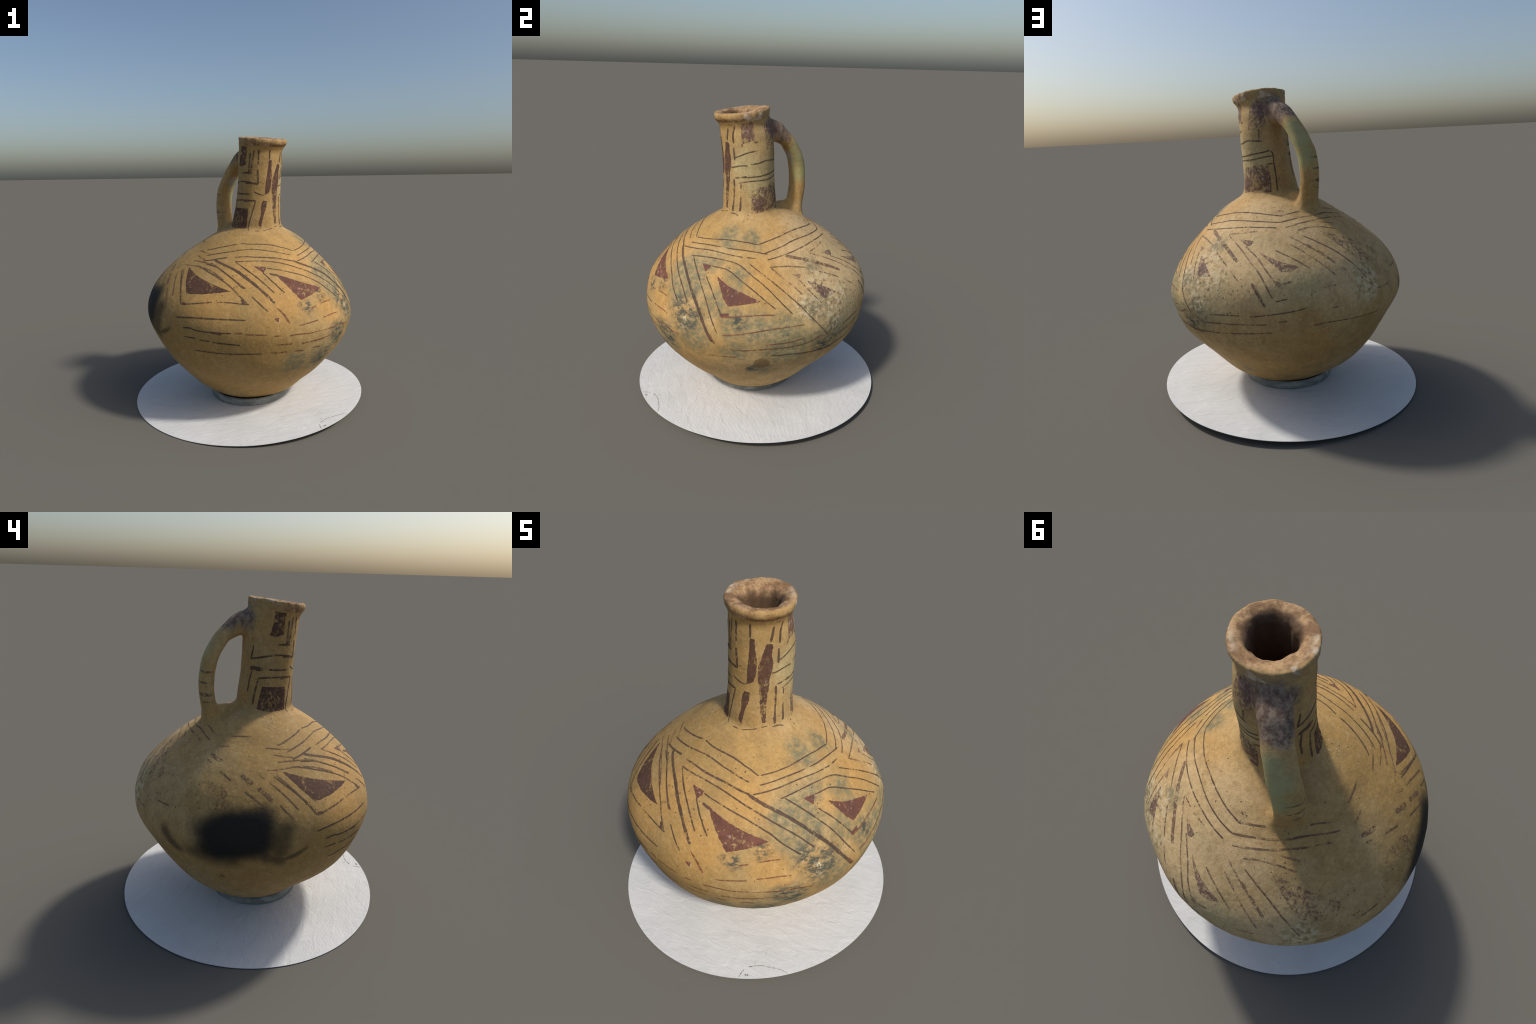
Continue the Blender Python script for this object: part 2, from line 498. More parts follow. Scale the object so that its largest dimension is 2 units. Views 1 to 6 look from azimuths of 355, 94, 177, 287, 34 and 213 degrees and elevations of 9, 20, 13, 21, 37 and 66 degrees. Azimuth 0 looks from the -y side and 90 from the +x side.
def clay_group():
    g = bpy.data.node_groups.new("clay_surface", "ShaderNodeTree")
    g.interface.new_socket("Color", in_out="OUTPUT", socket_type="NodeSocketColor")
    g.interface.new_socket("Grain", in_out="OUTPUT", socket_type="NodeSocketFloat")
    k = Nodes(g)
    p = k.position()
    warp = k.vmath("SCALE", k.vmath("SUBTRACT", k.noise(p, 5.0, 5.0, 0.6, color=True), (0.5, 0.5, 0.5)), 0.16)
    q = k.vmath("ADD", p, warp)
    fine_warp = k.vmath("SCALE", k.vmath("SUBTRACT", k.noise(p, 26.0, 5.0, 0.65, color=True), (0.5, 0.5, 0.5)), 0.075)
    qf = k.vmath("ADD", q, fine_warp)

    n1 = k.noise(p, 2.6, 3.0)
    n2 = k.noise(p, 11.0, 5.0, 0.6)
    n3 = k.noise(p, 46.0, 5.0, 0.65)
    col = k.mix(k.ramp(n1, 0.38, 0.64), BUFF, OCHRE)
    col = k.mix(k.math("MULTIPLY", k.ramp(n2, 0.42, 0.66), 0.45), col, TAN)
    col = k.mix(k.math("MULTIPLY", k.blobs(q, FRONT_OCHRE_SHADE, 0.6), 0.66), col, SHADED_OCHRE)
    col = k.mix(k.math("MULTIPLY", k.blobs(q, ORANGE, 0.6), 0.62), col, ORANGE_CLAY)
    col = k.mix(k.math("MULTIPLY", k.blobs(q, PALE_GREEN, 0.6), 0.60), col, GREEN_BUFF)

    col = k.mix(k.math("MULTIPLY", k.blobs(q, PALE_BACK, 0.6), 0.85), col, PEACH)
    streak = k.noise(k.stretched(p, (1.0, 1.0, 0.35)), 24.0, 6.0, 0.7)
    col = k.mix(k.ramp(streak, 0.46, 0.68, 0.0, 0.40), col, TAN)
    col = k.mix(k.ramp(streak, 0.44, 0.30, 0.0, 0.35), col, PEACH)

    # grey-green bloom, broken into flecks
    fleck = k.ramp(k.noise(k.stretched(p, (1.0, 1.0, 1.5)), 30.0, 6.0, 0.7), 0.36, 0.62)
    bloom = k.math("MULTIPLY", k.blobs(qf, PATINA, 0.55), k.math("ADD", k.math("MULTIPLY", fleck, 0.62), 0.24))
    col = k.mix(bloom, col, BLOOM)
    dark_fleck = k.ramp(k.noise(k.stretched(p, (1.0, 1.0, 1.7)), 21.0, 7.0, 0.72), 0.42, 0.56)
    col = k.mix(k.math("MULTIPLY", k.blobs(qf, [(x, y, z, r * 1.18) for x, y, z, r in DARK_BLOOM], 0.5), k.math("MULTIPLY", dark_fleck, 0.88)), col, BLOOM_DARK)

    # whitish crust with grey pits
    crust = k.blobs(qf, SCUFF, 0.55)
    cn = k.noise(p, 34.0, 6.0, 0.7)
    col = k.mix(k.math("MULTIPLY", crust, k.ramp(cn, 0.49, 0.60, 0.0, 0.90)), col, CRUST)
    col = k.mix(k.math("MULTIPLY", crust, k.ramp(cn, 0.475, 0.38, 0.0, 0.85)), col, CRUST_PIT)

    # blackening
    qs = k.vmath("ADD", p, k.vmath("SCALE", warp, 0.55))
    # kiln-black patch on the left: a rounded oblong with a slanting top
    rel = k.vmath("SUBTRACT", qs, (-0.735, -0.165, 0.785))
    u = k.vmath("DOT_PRODUCT", rel, (0.22, -0.975, 0.0))
    v = k.math("SUBTRACT", k.vmath("DOT_PRODUCT", rel, (0.0, 0.0, 1.0)), k.math("MULTIPLY", u, 0.16))
    oblong = k.math("ADD", k.math("POWER", k.math("ABSOLUTE", k.math("DIVIDE", u, 0.205)), 3.2), k.math("POWER", k.math("ABSOLUTE", k.math("DIVIDE", v, 0.135)), 3.2))
    side = k.ramp(k.vmath("DOT_PRODUCT", p, (1.0, 0.0, 0.0)), -0.40, -0.50)
    fire = k.math("MULTIPLY", k.ramp(oblong, 2.1, 0.35), side)
    col = k.mix(k.math("MULTIPLY", fire, 0.97), col, SOOT)
    smoke = k.capsules(k.vmath("ADD", p, k.vmath("SCALE", warp, 0.5)), SMOKE, 0.75)
    col = k.mix(k.math("MULTIPLY", smoke, 0.66), col, SOOT)
    spark = k.ramp(k.noise(p, 85.0, 3.0, 0.6), 0.70, 0.76)
    col = k.mix(k.math("MULTIPLY", k.math("MULTIPLY", fire, spark), 0.30), col, CRUST)

    # purple-grey smear round the handle's root
    smear = k.blobs(qf, COLLAR_SMEAR, 0.35)
    sm = k.mix(k.ramp(k.noise(k.stretched(p, (1.0, 1.0, 0.5)), 46.0, 5.0, 0.7), 0.38, 0.62), SMEAR_DARK, SMEAR_PALE)
    col = k.mix(k.math("MULTIPLY", smear, 0.88), col, sm)

    # round brown spot low on the right, and a chalky sprinkle by the neck
    spot = k.ramp(k.vmath("DISTANCE", k.vmath("ADD", p, k.vmath("SCALE", fine_warp, 0.5)), (0.730, 0.097, 0.537)), 0.058, 0.046)
    col = k.mix(k.math("MULTIPLY", spot, 0.85), col, SPOT)
    chalk = k.math("MULTIPLY", k.blobs(p, [(-0.154, -0.136, 1.304, 0.055)], 0.5), k.ramp(k.noise(p, 95.0, 2.0), 0.58, 0.66))
    col = k.mix(k.math("MULTIPLY", chalk, 0.7), col, CRUST)

    # grain and pores
    col = k.mix(k.ramp(n3, 0.30, 0.70, 0.0, 0.42), col, GRAIN, "MULTIPLY")
    col = k.mix(k.ramp(k.noise(p, 140.0, 3.0, 0.6), 0.35, 0.66, 0.0, 0.30), col, GRAIN, "MULTIPLY")
    v = k.voronoi(k.vmath("ADD", p, k.vmath("SCALE", fine_warp, 0.12)), 44.0)
    pick = k.ramp(k.vmath("DOT_PRODUCT", v.outputs["Color"], (0.6, 0.4, 0.0)), 0.60, 0.66)
    size = k.ramp(k.noise(p, 4.0, 2.0), 0.40, 0.66, 0.05, 0.22)
    pore = k.math("MULTIPLY", pick, k.math("LESS_THAN", v.outputs["Distance"], size))
    col = k.mix(k.math("MULTIPLY", pore, 0.72), col, PORE)
    v2 = k.voronoi(p, 100.0)
    pick2 = k.ramp(k.vmath("DOT_PRODUCT", v2.outputs["Color"], (0.0, 0.5, 0.5)), 0.66, 0.72)
    tiny = k.math("MULTIPLY", pick2, k.math("LESS_THAN", v2.outputs["Distance"], 0.24))
    col = k.mix(k.math("MULTIPLY", tiny, 0.45), col, PORE)

    grain = k.math("ADD", k.math("MULTIPLY", n3, 0.7), k.math("MULTIPLY", k.noise(p, 150.0, 3.0), 0.3))
    grain = k.math("SUBTRACT", grain, k.math("MULTIPLY", pore, 0.5))
    grain = k.math("ADD", grain, k.math("MULTIPLY", crust, k.math("MULTIPLY", cn, 0.9)))
    out = g.nodes.new("NodeGroupOutput")
    g.links.new(col, out.inputs["Color"])
    g.links.new(grain, out.inputs["Grain"])
    return g


# base colours (linear)
BUFF, OCHRE, TAN = (0.520, 0.365, 0.165), (0.500, 0.315, 0.110), (0.340, 0.222, 0.092)
ORANGE_CLAY, GREEN_BUFF, PEACH = (0.590, 0.335, 0.105), (0.530, 0.470, 0.250), (0.680, 0.490, 0.255)
SHADED_OCHRE = (0.385, 0.240, 0.076)  # ochre hue deepened to carry some painted shade
BLOOM, BLOOM_DARK = (0.172, 0.178, 0.112), (0.055, 0.070, 0.064)
CRUST, CRUST_PIT = (0.660, 0.575, 0.370), (0.170, 0.140, 0.090)
SOOT, SPOT, GRAIN, PORE = (0.012, 0.014, 0.015), (0.190, 0.125, 0.055), (0.62, 0.56, 0.50), (0.055, 0.034, 0.020)
SMEAR_DARK, SMEAR_PALE = (0.105, 0.065, 0.062), (0.290, 0.225, 0.175)
CLAY_GROUP = clay_group()


def new_material(name):
    m = bpy.data.materials.new(name)
    m.use_nodes = True
    k = Nodes(m.node_tree)
    bsdf = m.node_tree.nodes["Principled BSDF"]
    bsdf.inputs["Roughness"].default_value = 0.78
    bsdf.inputs["Specular IOR Level"].default_value = 0.25
    return m, k, bsdf


def finish(k, bsdf, col, height=None, strength=0.25, distance=0.004):
    k.put(bsdf.inputs["Base Color"], col)
    if height is not None:
        b = k.n.new("ShaderNodeBump")
        b.inputs["Strength"].default_value = strength
        b.inputs["Distance"].default_value = distance
        k.put(b.inputs["Height"], height)
        k.put(bsdf.inputs["Normal"], b.outputs[0])


def clay_node(k):
    n = k.n.new("ShaderNodeGroup")
    n.node_tree = CLAY_GROUP
    return n.outputs["Color"], n.outputs["Grain"]


def clay_material():
    m, k, bsdf = new_material("painted_clay")
    col, grain = clay_node(k)
    finish(k, bsdf, col, grain, 0.7)
    return m


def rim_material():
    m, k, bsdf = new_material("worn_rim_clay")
    p = k.position()
    a = k.noise(k.stretched(p, (1.0, 1.0, 0.6)), 17.0, 6.0, 0.68)
    b = k.noise(p, 52.0, 5.0, 0.7)
    col = k.mix(k.ramp(a, 0.40, 0.62), (0.215, 0.120, 0.058), (0.420, 0.270, 0.135))
    col = k.mix(k.ramp(b, 0.50, 0.68, 0.0, 0.55), col, (0.110, 0.062, 0.034))
    chip = k.ramp(k.noise(p, 11.0, 3.0, 0.55), 0.56, 0.66)
    edge = k.ramp(k.vmath("DISTANCE", k.vmath("MULTIPLY", p, (1, 1, 0)), (RIM_AT[0], RIM_AT[1], 0.0)), 0.125, 0.165)
    col = k.mix(k.math("MULTIPLY", k.math("MULTIPLY", chip, edge), 0.72), col, (0.580, 0.485, 0.350))
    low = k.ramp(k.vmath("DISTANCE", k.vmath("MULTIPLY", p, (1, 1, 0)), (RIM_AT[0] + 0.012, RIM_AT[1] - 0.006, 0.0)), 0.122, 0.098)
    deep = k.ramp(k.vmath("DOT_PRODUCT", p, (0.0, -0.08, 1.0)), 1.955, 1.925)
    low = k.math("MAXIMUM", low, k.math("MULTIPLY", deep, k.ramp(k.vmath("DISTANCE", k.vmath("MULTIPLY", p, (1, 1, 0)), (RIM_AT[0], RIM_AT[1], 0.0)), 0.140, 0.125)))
    col = k.mix(k.math("MULTIPLY", low, 0.82), col, (0.085, 0.050, 0.030))  # shade inside the mouth and bore, put into the colour
    clay, _ = clay_node(k)
    face = k.ramp(k.vmath("DISTANCE", k.vmath("MULTIPLY", k.vmath("ADD", p, k.vmath("SCALE", k.noise(p, 25.0, 3.0, color=True), 0.012)), (1, 1, 0)), (RIM_AT[0] + 0.006, RIM_AT[1] + 0.006, 0.0)), 0.160, 0.174)
    low_face = k.math("MULTIPLY", face, k.math("SUBTRACT", 1.0, k.math("MULTIPLY", chip, 0.9)))
    col = k.mix(k.math("MULTIPLY", low_face, 0.8), col, clay)
    finish(k, bsdf, col, k.math("ADD", k.math("MULTIPLY", a, 0.6), k.math("MULTIPLY", b, 0.5)), 0.6, 0.006)
    return m


def handle_material():
    m, k, bsdf = new_material("handle_clay")
    col, grain = clay_node(k)
    p = k.position()
    q = k.vmath("ADD", p, k.vmath("SCALE", k.vmath("SUBTRACT", k.noise(p, 12.0, 4.0, color=True), (0.5, 0.5, 0.5)), 0.08))
    green = k.blobs(q, [(-0.100, 0.260, 1.660, 0.070), (-0.120, 0.280, 1.560, 0.070), (-0.070, 0.225, 1.740, 0.050)], 0.6)
    col = k.mix(k.math("MULTIPLY", green, 0.62), col, (0.360, 0.390, 0.190))
    z = k.stretched(p, (1.0, 1.0, 7.0))
    stripe = k.blobs(k.vmath("ADD", z, k.vmath("SCALE", k.noise(p, 20.0, 3.0, color=True), 0.08)), [(-0.185, 0.285, 1.565 * 7 + 0.04, 0.055), (-0.165, 0.290, 1.500 * 7 + 0.04, 0.050), (-0.175, 0.285, 1.425 * 7 + 0.04, 0.075), (-0.200, 0.270, 1.380 * 7 + 0.04, 0.045)], 0.35)
    col = k.mix(k.math("MULTIPLY", stripe, k.ramp(k.noise(p, 55.0, 4.0), 0.35, 0.55, 0.2, 0.85)), col, (0.085, 0.055, 0.045))
    # whitish patch on the inner side, copying a scan hole that showed the background
    scan_gap = k.blobs(q, [(-0.070, 0.170, 1.660, 0.040), (-0.085, 0.180, 1.600, 0.038)], 0.4)
    col = k.mix(k.math("MULTIPLY", scan_gap, 0.80), col, (0.420, 0.410, 0.380))
    finish(k, bsdf, col, grain, 0.7)
    return m


def paint_material(name, a, b, wear, chalk=0.0):
    """Paint that lets the clay show where it has rubbed away."""
    m, k, bsdf = new_material(name)
    clay, grain = clay_node(k)
    p = k.position()
    tone = k.mix(k.ramp(k.noise(p, 7.0, 4.0), 0.36, 0.64), a, b)
    tone = k.mix(k.ramp(k.noise(p, 60.0, 4.0, 0.65), 0.35, 0.70, 0.0, 0.45), tone, tuple(c * 0.45 for c in a))
    rub = k.math("ADD", k.math("MULTIPLY", k.noise(k.stretched(p, (1.0, 1.0, 0.7)), 62.0, 7.0, 0.78), 0.68), k.math("MULTIPLY", k.noise(p, 9.0, 3.0), 0.32))
    keep = k.ramp(rub, 0.30 + 0.30 * wear, 0.38 + 0.36 * wear)
    keep = k.math("MULTIPLY", keep, 0.93 - 0.15 * wear)
    col = k.mix(keep, clay, tone)
    if chalk:
        fleck = k.ramp(k.noise(p, 40.0, 4.0, 0.6), 0.60, 0.68)
        col = k.mix(k.math("MULTIPLY", fleck, chalk), col, (0.560, 0.450, 0.360))
    finish(k, bsdf, col, grain, 0.7)
    return m


PAINT = {
    "dark": paint_material("dark_brown_paint", (0.058, 0.036, 0.031), (0.095, 0.055, 0.042), 0.27),
    "brown": paint_material("worn_brown_paint", (0.105, 0.060, 0.046), (0.150, 0.082, 0.060), 0.40),
    "red": paint_material("red_brown_paint", (0.155, 0.050, 0.032), (0.215, 0.085, 0.045), 0.34),
    "red_field": paint_material("red_field_paint", (0.110, 0.036, 0.034), (0.165, 0.056, 0.046), 0.24, 0.40),
    "purple_field": paint_material("purple_field_paint", (0.105, 0.052, 0.050), (0.160, 0.088, 0.076), 0.40, 0.35),
    "worn_field": paint_material("worn_field_paint", (0.105, 0.052, 0.046), (0.140, 0.078, 0.058), 0.62),
    "dark_field": paint_material("dark_field_paint", (0.055, 0.024, 0.024), (0.085, 0.034, 0.029), 0.26, 0.10),
}


def paper_material():
    m, k, bsdf = new_material("white_ribbed_paper")
    p = k.position()
    w = k.n.new("ShaderNodeTexWave")
    w.bands_direction = "Y"
    k.put(w.inputs["Vector"], p)
    w.inputs["Scale"].default_value = 38.0
    w.inputs["Distortion"].default_value = 0.25
    w.inputs["Detail"].default_value = 1.0
    crease = k.noise(k.stretched(p, (1.0, 2.2, 1.0)), 7.0, 6.0, 0.6, 0.6)
    patch = k.ramp(k.noise(p, 1.8, 3.0), 0.36, 0.62)
    col = k.mix(patch, (0.625, 0.622, 0.602), (0.680, 0.673, 0.650))
    col = k.mix(k.math("MULTIPLY", w.outputs["Fac"], 0.13), col, (0.470, 0.475, 0.470))
    col = k.mix(k.ramp(crease, 0.56, 0.74, 0.0, 0.35), col, (0.76, 0.755, 0.735))
    h = k.math("ADD", k.math("MULTIPLY", w.outputs["Fac"], 0.045), k.math("MULTIPLY", crease, 1.0))
    finish(k, bsdf, col, h, 0.6, 0.016)
    return m


def ring_material():
    m, k, bsdf = new_material("grey_green_resin")
    p = k.position()
    a = k.noise(k.stretched(p, (1.0, 1.0, 3.0)), 9.0, 5.0, 0.6)
    col = k.mix(k.ramp(a, 0.36, 0.66), (0.120, 0.126, 0.108), (0.260, 0.265, 0.235))
    col = k.mix(k.ramp(k.noise(p, 28.0, 3.0), 0.60, 0.72, 0.0, 0.6), col, (0.300, 0.310, 0.280))
    bsdf.inputs["Roughness"].default_value = 0.35
    bsdf.inputs["Specular IOR Level"].default_value = 0.45
    finish(k, bsdf, col, a, 0.3, 0.004)
    return m


def pencil_material():
    m, k, bsdf = new_material("pencil_grey")
    p = k.position()
    k.put(bsdf.inputs["Base Color"], k.mix(k.ramp(k.noise(p, 60.0, 4.0), 0.4, 0.6), (0.16, 0.16, 0.16), (0.52, 0.52, 0.50)))
    return m


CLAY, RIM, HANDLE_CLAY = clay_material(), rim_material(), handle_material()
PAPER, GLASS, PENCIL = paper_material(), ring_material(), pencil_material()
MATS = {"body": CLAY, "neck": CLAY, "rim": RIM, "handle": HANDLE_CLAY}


# --------------------------------------------------------- painted ornament
# Brush strokes as (kind, width in mm, [(azimuth in degrees, level), ...]):
# nested chevrons and filled triangles in the shoulder zone, thin bands on the
# belly, framed panels and long spearheads on the neck.
STROKES = {
    "front right chevrons": [
        ("line", 9, [(211.8, 1.207), (239.9, 1.259)]),
        ("line", 9, [(244.6, 1.264), (278.3, 1.264), (296.5, 1.243), (306.4, 1.220)]),
        ("line", 9, [(215.3, 1.174), (253.1, 1.235), (281.2, 1.229), (300.2, 1.202)]),
        ("line", 9, [(208.3, 1.200), (215.9, 1.212)]),
        ("line", 11, [(218.3, 1.145), (226.9, 1.162), (239.0, 1.186)]),
        ("line", 11, [(246.3, 1.191), (258.8, 1.199), (282.8, 1.194), (301.9, 1.166)]),
        ("line", 9, [(248.6, 1.170), (268.5, 1.180), (285.3, 1.169), (299.2, 1.136), (311.1, 1.088), (323.6, 1.006), (331.1, 0.920)]),
        ("line", 9, [(248.6, 1.170), (259.8, 1.132), (269.4, 1.085), (278.2, 1.013)]),
        ("line", 9, [(274.8, 1.144), (288.2, 1.124), (301.8, 1.086), (312.2, 1.031), (317.0, 0.986), (324.6, 0.909)]),
        ("line", 9, [(271.9, 1.120), (278.0, 1.071), (284.4, 1.009)]),
        ("fill", 0, [(264.9, 1.152), (274.1, 1.150), (274.2, 1.137), (272.3, 1.119)]),
        ("fill", 0, [(279.8, 1.110), (303.4, 1.042), (311.9, 0.992), (302.5, 0.978), (293.6, 0.958), (288.1, 1.036)]),
        ("line", 14, [(276.5, 1.115), (281.5, 1.103)]),
        ("line", 20, [(300.9, 1.166), (308.6, 1.139), (319.0, 1.094), (327.8, 1.031), (336.5, 0.927), (340.5, 0.848), (346.0, 0.722)]),
        ("line", 20, [(228.9, 1.163), (251.1, 1.127), (264.8, 1.068), (272.8, 1.009), (277.8, 0.958)]),
        ("line", 8, [(265.3, 0.995), (270.6, 0.947), (274.1, 0.913)]),
        ("line", 8, [(278.9, 0.930), (281.8, 0.893), (284.9, 0.835)]),
        ("line", 8, [(223.7, 1.134), (237.1, 1.127), (249.3, 1.089), (260.1, 1.035)]),
        ("fill", 0, [(276.9, 0.870), (279.6, 0.874), (279.1, 0.846)]),
    ],
    "front right bands": [
        ("line", 8, [(289.7, 0.811), (296.3, 0.817), (302.1, 0.820)]),
        ("line", 8, [(305.1, 0.827), (313.9, 0.828), (319.2, 0.820)]),
        ("line", 8, [(284.5, 0.754), (288.7, 0.757), (296.0, 0.750), (303.1, 0.749), (312.1, 0.741), (320.7, 0.734), (327.8, 0.713)]),
        ("line", 8, [(291.2, 0.684), (299.0, 0.688), (308.8, 0.689), (316.0, 0.691)]),
        ("line", 8, [(299.1, 0.901), (302.8, 0.907)]),
        ("line", 8, [(306.5, 0.913), (311.2, 0.916), (316.0, 0.913)]),
    ],
    "right chevrons": [
        ("line", 8, [(307.6, 1.221), (342.7, 1.237), (363.0, 1.224), (374.8, 1.206)]),
        ("line", 8, [(14.8, 1.208), (34.5, 1.227), (60.0, 1.234), (94.2, 1.202)]),
        ("line", 8, [(307.3, 1.193), (325.4, 1.204), (341.9, 1.203)]),
        ("line", 8, [(346.0, 1.200), (364.8, 1.184), (380.9, 1.158)]),
        ("line", 8, [(18.3, 1.164), (32.8, 1.178), (53.6, 1.191), (91.1, 1.167)]),
        ("line", 8, [(303.5, 1.166), (331.7, 1.182), (350.3, 1.169), (361.7, 1.155)]),
        ("line", 8, [(4.3, 1.153), (11.1, 1.145)]),
        ("line", 8, [(19.1, 1.133), (31.9, 1.141), (50.6, 1.149), (68.0, 1.151), (87.2, 1.140)]),
        ("line", 8, [(319.7, 1.143), (337.7, 1.150), (356.9, 1.130), (365.6, 1.084), (374.5, 1.011), (378.8, 0.950), (383.9, 0.860)]),
        ("line", 8, [(322.3, 1.141), (332.8, 1.068), (341.5, 0.959), (345.9, 0.844), (348.7, 0.775)]),
        ("line", 8, [(340.3, 1.114), (351.8, 1.100), (360.4, 1.054), (368.0, 0.997), (372.9, 0.945), (376.7, 0.900)]),
        ("line", 8, [(339.0, 1.064), (344.8, 0.997), (350.2, 0.886)]),
        ("line", 8, [(6.7, 1.122), (17.1, 1.048), (23.0, 0.982), (27.8, 0.911), (32.3, 0.819), (39.4, 0.679)]),
        ("fill", 0, [(332.7, 1.122), (340.3, 1.114), (338.3, 1.095), (337.5, 1.081)]),
        ("fill", 0, [(346.0, 1.066), (354.1, 1.028), (363.4, 0.986), (370.7, 0.941), (359.4, 0.934), (353.9, 0.925), (351.5, 0.966)]),
        ("fill", 0, [(349.3, 0.886), (354.3, 0.892), (354.2, 0.870), (350.5, 0.864)]),
        ("line", 8, [(350.8, 0.868), (359.6, 0.874), (367.5, 0.878), (376.0, 0.871)]),
        ("line", 8, [(351.0, 0.769), (360.3, 0.781), (369.8, 0.795), (378.1, 0.797), (388.2, 0.791)]),
        ("line", 8, [(353.0, 0.684), (357.9, 0.669), (368.1, 0.672), (377.1, 0.661), (387.5, 0.661), (395.9, 0.693)]),
        ("line", 8, [(9.6, 0.702), (18.6, 0.696), (27.5, 0.706)]),
        ("line", 8, [(341.3, 0.613), (349.9, 0.615), (355.9, 0.615)]),
        ("line", 8, [(11.6, 0.611), (21.2, 0.599), (31.3, 0.578), (44.7, 0.555)]),
        ("line", 18, [(344.6, 0.769), (346.9, 0.713)]),
    ],
    "back right chevrons": [
        ("line", 9, [(19.6, 1.100), (31.2, 1.088), (43.0, 1.059)]),
        ("line", 9, [(19.6, 1.100), (25.5, 1.040), (29.8, 0.986), (32.3, 0.941)]),
        ("line", 9, [(34.1, 1.013), (36.6, 0.955), (39.9, 0.875)]),
        ("fill", 0, [(31.7, 1.050), (37.1, 1.035), (34.1, 1.017)]),
        ("fill", 0, [(37.8, 1.004), (44.8, 0.962), (51.6, 0.896), (47.5, 0.892), (42.5, 0.890), (40.1, 0.953)]),
        ("line", 24, [(33.0, 1.137), (46.2, 1.091), (56.5, 1.038), (65.0, 0.974)]),
        ("line", 9, [(52.4, 1.116), (65.6, 1.123), (74.1, 1.128)]),
        ("line", 9, [(52.7, 1.112), (64.3, 1.046), (71.4, 0.977), (77.1, 0.901), (81.9, 0.782)]),
        ("line", 9, [(67.8, 1.053), (75.5, 0.990), (79.9, 0.922), (82.9, 0.872)]),
        ("line", 9, [(86.6, 0.856), (90.4, 0.862)]),
        ("line", 9, [(49.6, 1.021), (59.7, 0.952)]),
        ("line", 9, [(62.4, 0.926), (66.9, 0.874)]),
        ("line", 9, [(84.8, 1.023), (92.3, 0.979), (99.3, 0.922)]),
        ("line", 9, [(92.9, 1.051), (100.1, 0.994), (106.9, 0.915), (110.4, 0.862)]),
        ("fill", 0, [(62.5, 1.090), (71.9, 1.079), (71.4, 1.058), (69.2, 1.052)]),
        ("fill", 0, [(82.3, 0.876), (86.6, 0.859), (84.1, 0.835)]),
        ("fill", 0, [(75.7, 1.020), (84.4, 0.978), (94.7, 0.932), (90.4, 0.915), (86.4, 0.914), (82.8, 0.957)]),
        ("line", 18, [(73.1, 0.865), (76.3, 0.794), (78.5, 0.734)]),
    ],
    "back chevrons": [
        ("line", 18, [(101.1, 1.040), (105.9, 1.003), (112.0, 0.931)]),
        ("line", 8, [(94.0, 1.089), (101.1, 1.040)]),
        ("line", 8, [(102.0, 1.087), (108.3, 1.047), (114.2, 0.999), (119.2, 0.938), (122.2, 0.891), (125.9, 0.820)]),
        ("line", 8, [(99.8, 1.117), (106.9, 1.127), (116.4, 1.123), (126.0, 1.102)]),
        ("fill", 0, [(113.6, 0.912), (116.4, 0.899), (116.6, 0.874), (113.9, 0.887)]),
        ("fill", 0, [(113.6, 1.092), (125.1, 1.064), (134.6, 1.014), (142.2, 0.955), (139.9, 0.896), (127.8, 0.895), (122.3, 0.984)]),
    ],
    "back bands": [
        ("line", 8, [(51.1, 0.680), (58.6, 0.683), (66.7, 0.684)]),
        ("line", 8, [(71.0, 0.678), (80.5, 0.688), (89.3, 0.699), (95.5, 0.712)]),
        ("line", 8, [(41.2, 0.627), (57.5, 0.629), (68.7, 0.630), (78.1, 0.629)]),
        ("line", 8, [(83.3, 0.640), (87.1, 0.646)]),
        ("line", 8, [(38.2, 0.569), (51.7, 0.566), (62.8, 0.570), (73.8, 0.575), (80.5, 0.578)]),
        ("line", 8, [(98.0, 0.605), (106.7, 0.610), (118.2, 0.602), (134.2, 0.598)]),
        ("line", 8, [(106.3, 0.692), (109.8, 0.696)]),
        ("line", 8, [(131.1, 0.746), (140.9, 0.749)]),
        ("line", 8, [(83.0, 0.761), (87.9, 0.773)]),
        ("line", 8, [(103.2, 0.813), (109.4, 0.816)]),
    ],
    "back shoulder": [
        ("line", 9, [(91.7, 1.204), (106.8, 1.217), (114.1, 1.217)]),
        ("line", 9, [(134.4, 1.216), (141.9, 1.216), (152.2, 1.202)]),
        ("line", 9, [(90.6, 1.168), (105.2, 1.184), (122.6, 1.190), (136.0, 1.192), (154.5, 1.169)]),
        ("line", 9, [(92.8, 1.138), (106.0, 1.156), (122.0, 1.165), (134.2, 1.164)]),
        ("line", 9, [(136.9, 1.165), (147.1, 1.154)]),
        ("line", 9, [(117.9, 1.151), (128.0, 1.132)]),
    ],
    "left chevrons": [
        ("line", 9, [(195.7, 1.077), (199.5, 1.060)]),
        ("line", 9, [(202.1, 1.048), (208.0, 1.011), (212.7, 0.972), (216.3, 0.934)]),
        ("line", 9, [(189.9, 0.998), (198.4, 0.957)]),
        ("line", 9, [(207.3, 0.957), (210.3, 0.928), (214.0, 0.892)]),
        ("line", 9, [(205.8, 1.079), (212.6, 1.037), (218.6, 0.987), (223.7, 0.940)]),
        ("line", 9, [(168.0, 1.212), (185.8, 1.227)]),
        ("line", 9, [(163.3, 1.159), (171.7, 1.171)]),
        ("line", 9, [(173.2, 1.065), (181.3, 1.034)]),
        ("line", 9, [(149.0, 0.832), (157.0, 0.839)]),
        ("line", 9, [(162.3, 1.095), (166.4, 1.088)]),
        ("line", 26, [(185.9, 1.066), (193.0, 1.035)]),
        ("line", 26, [(196.2, 1.021), (200.0, 1.001), (203.4, 0.974)]),
        ("line", 26, [(162.4, 1.121), (171.4, 1.104)]),
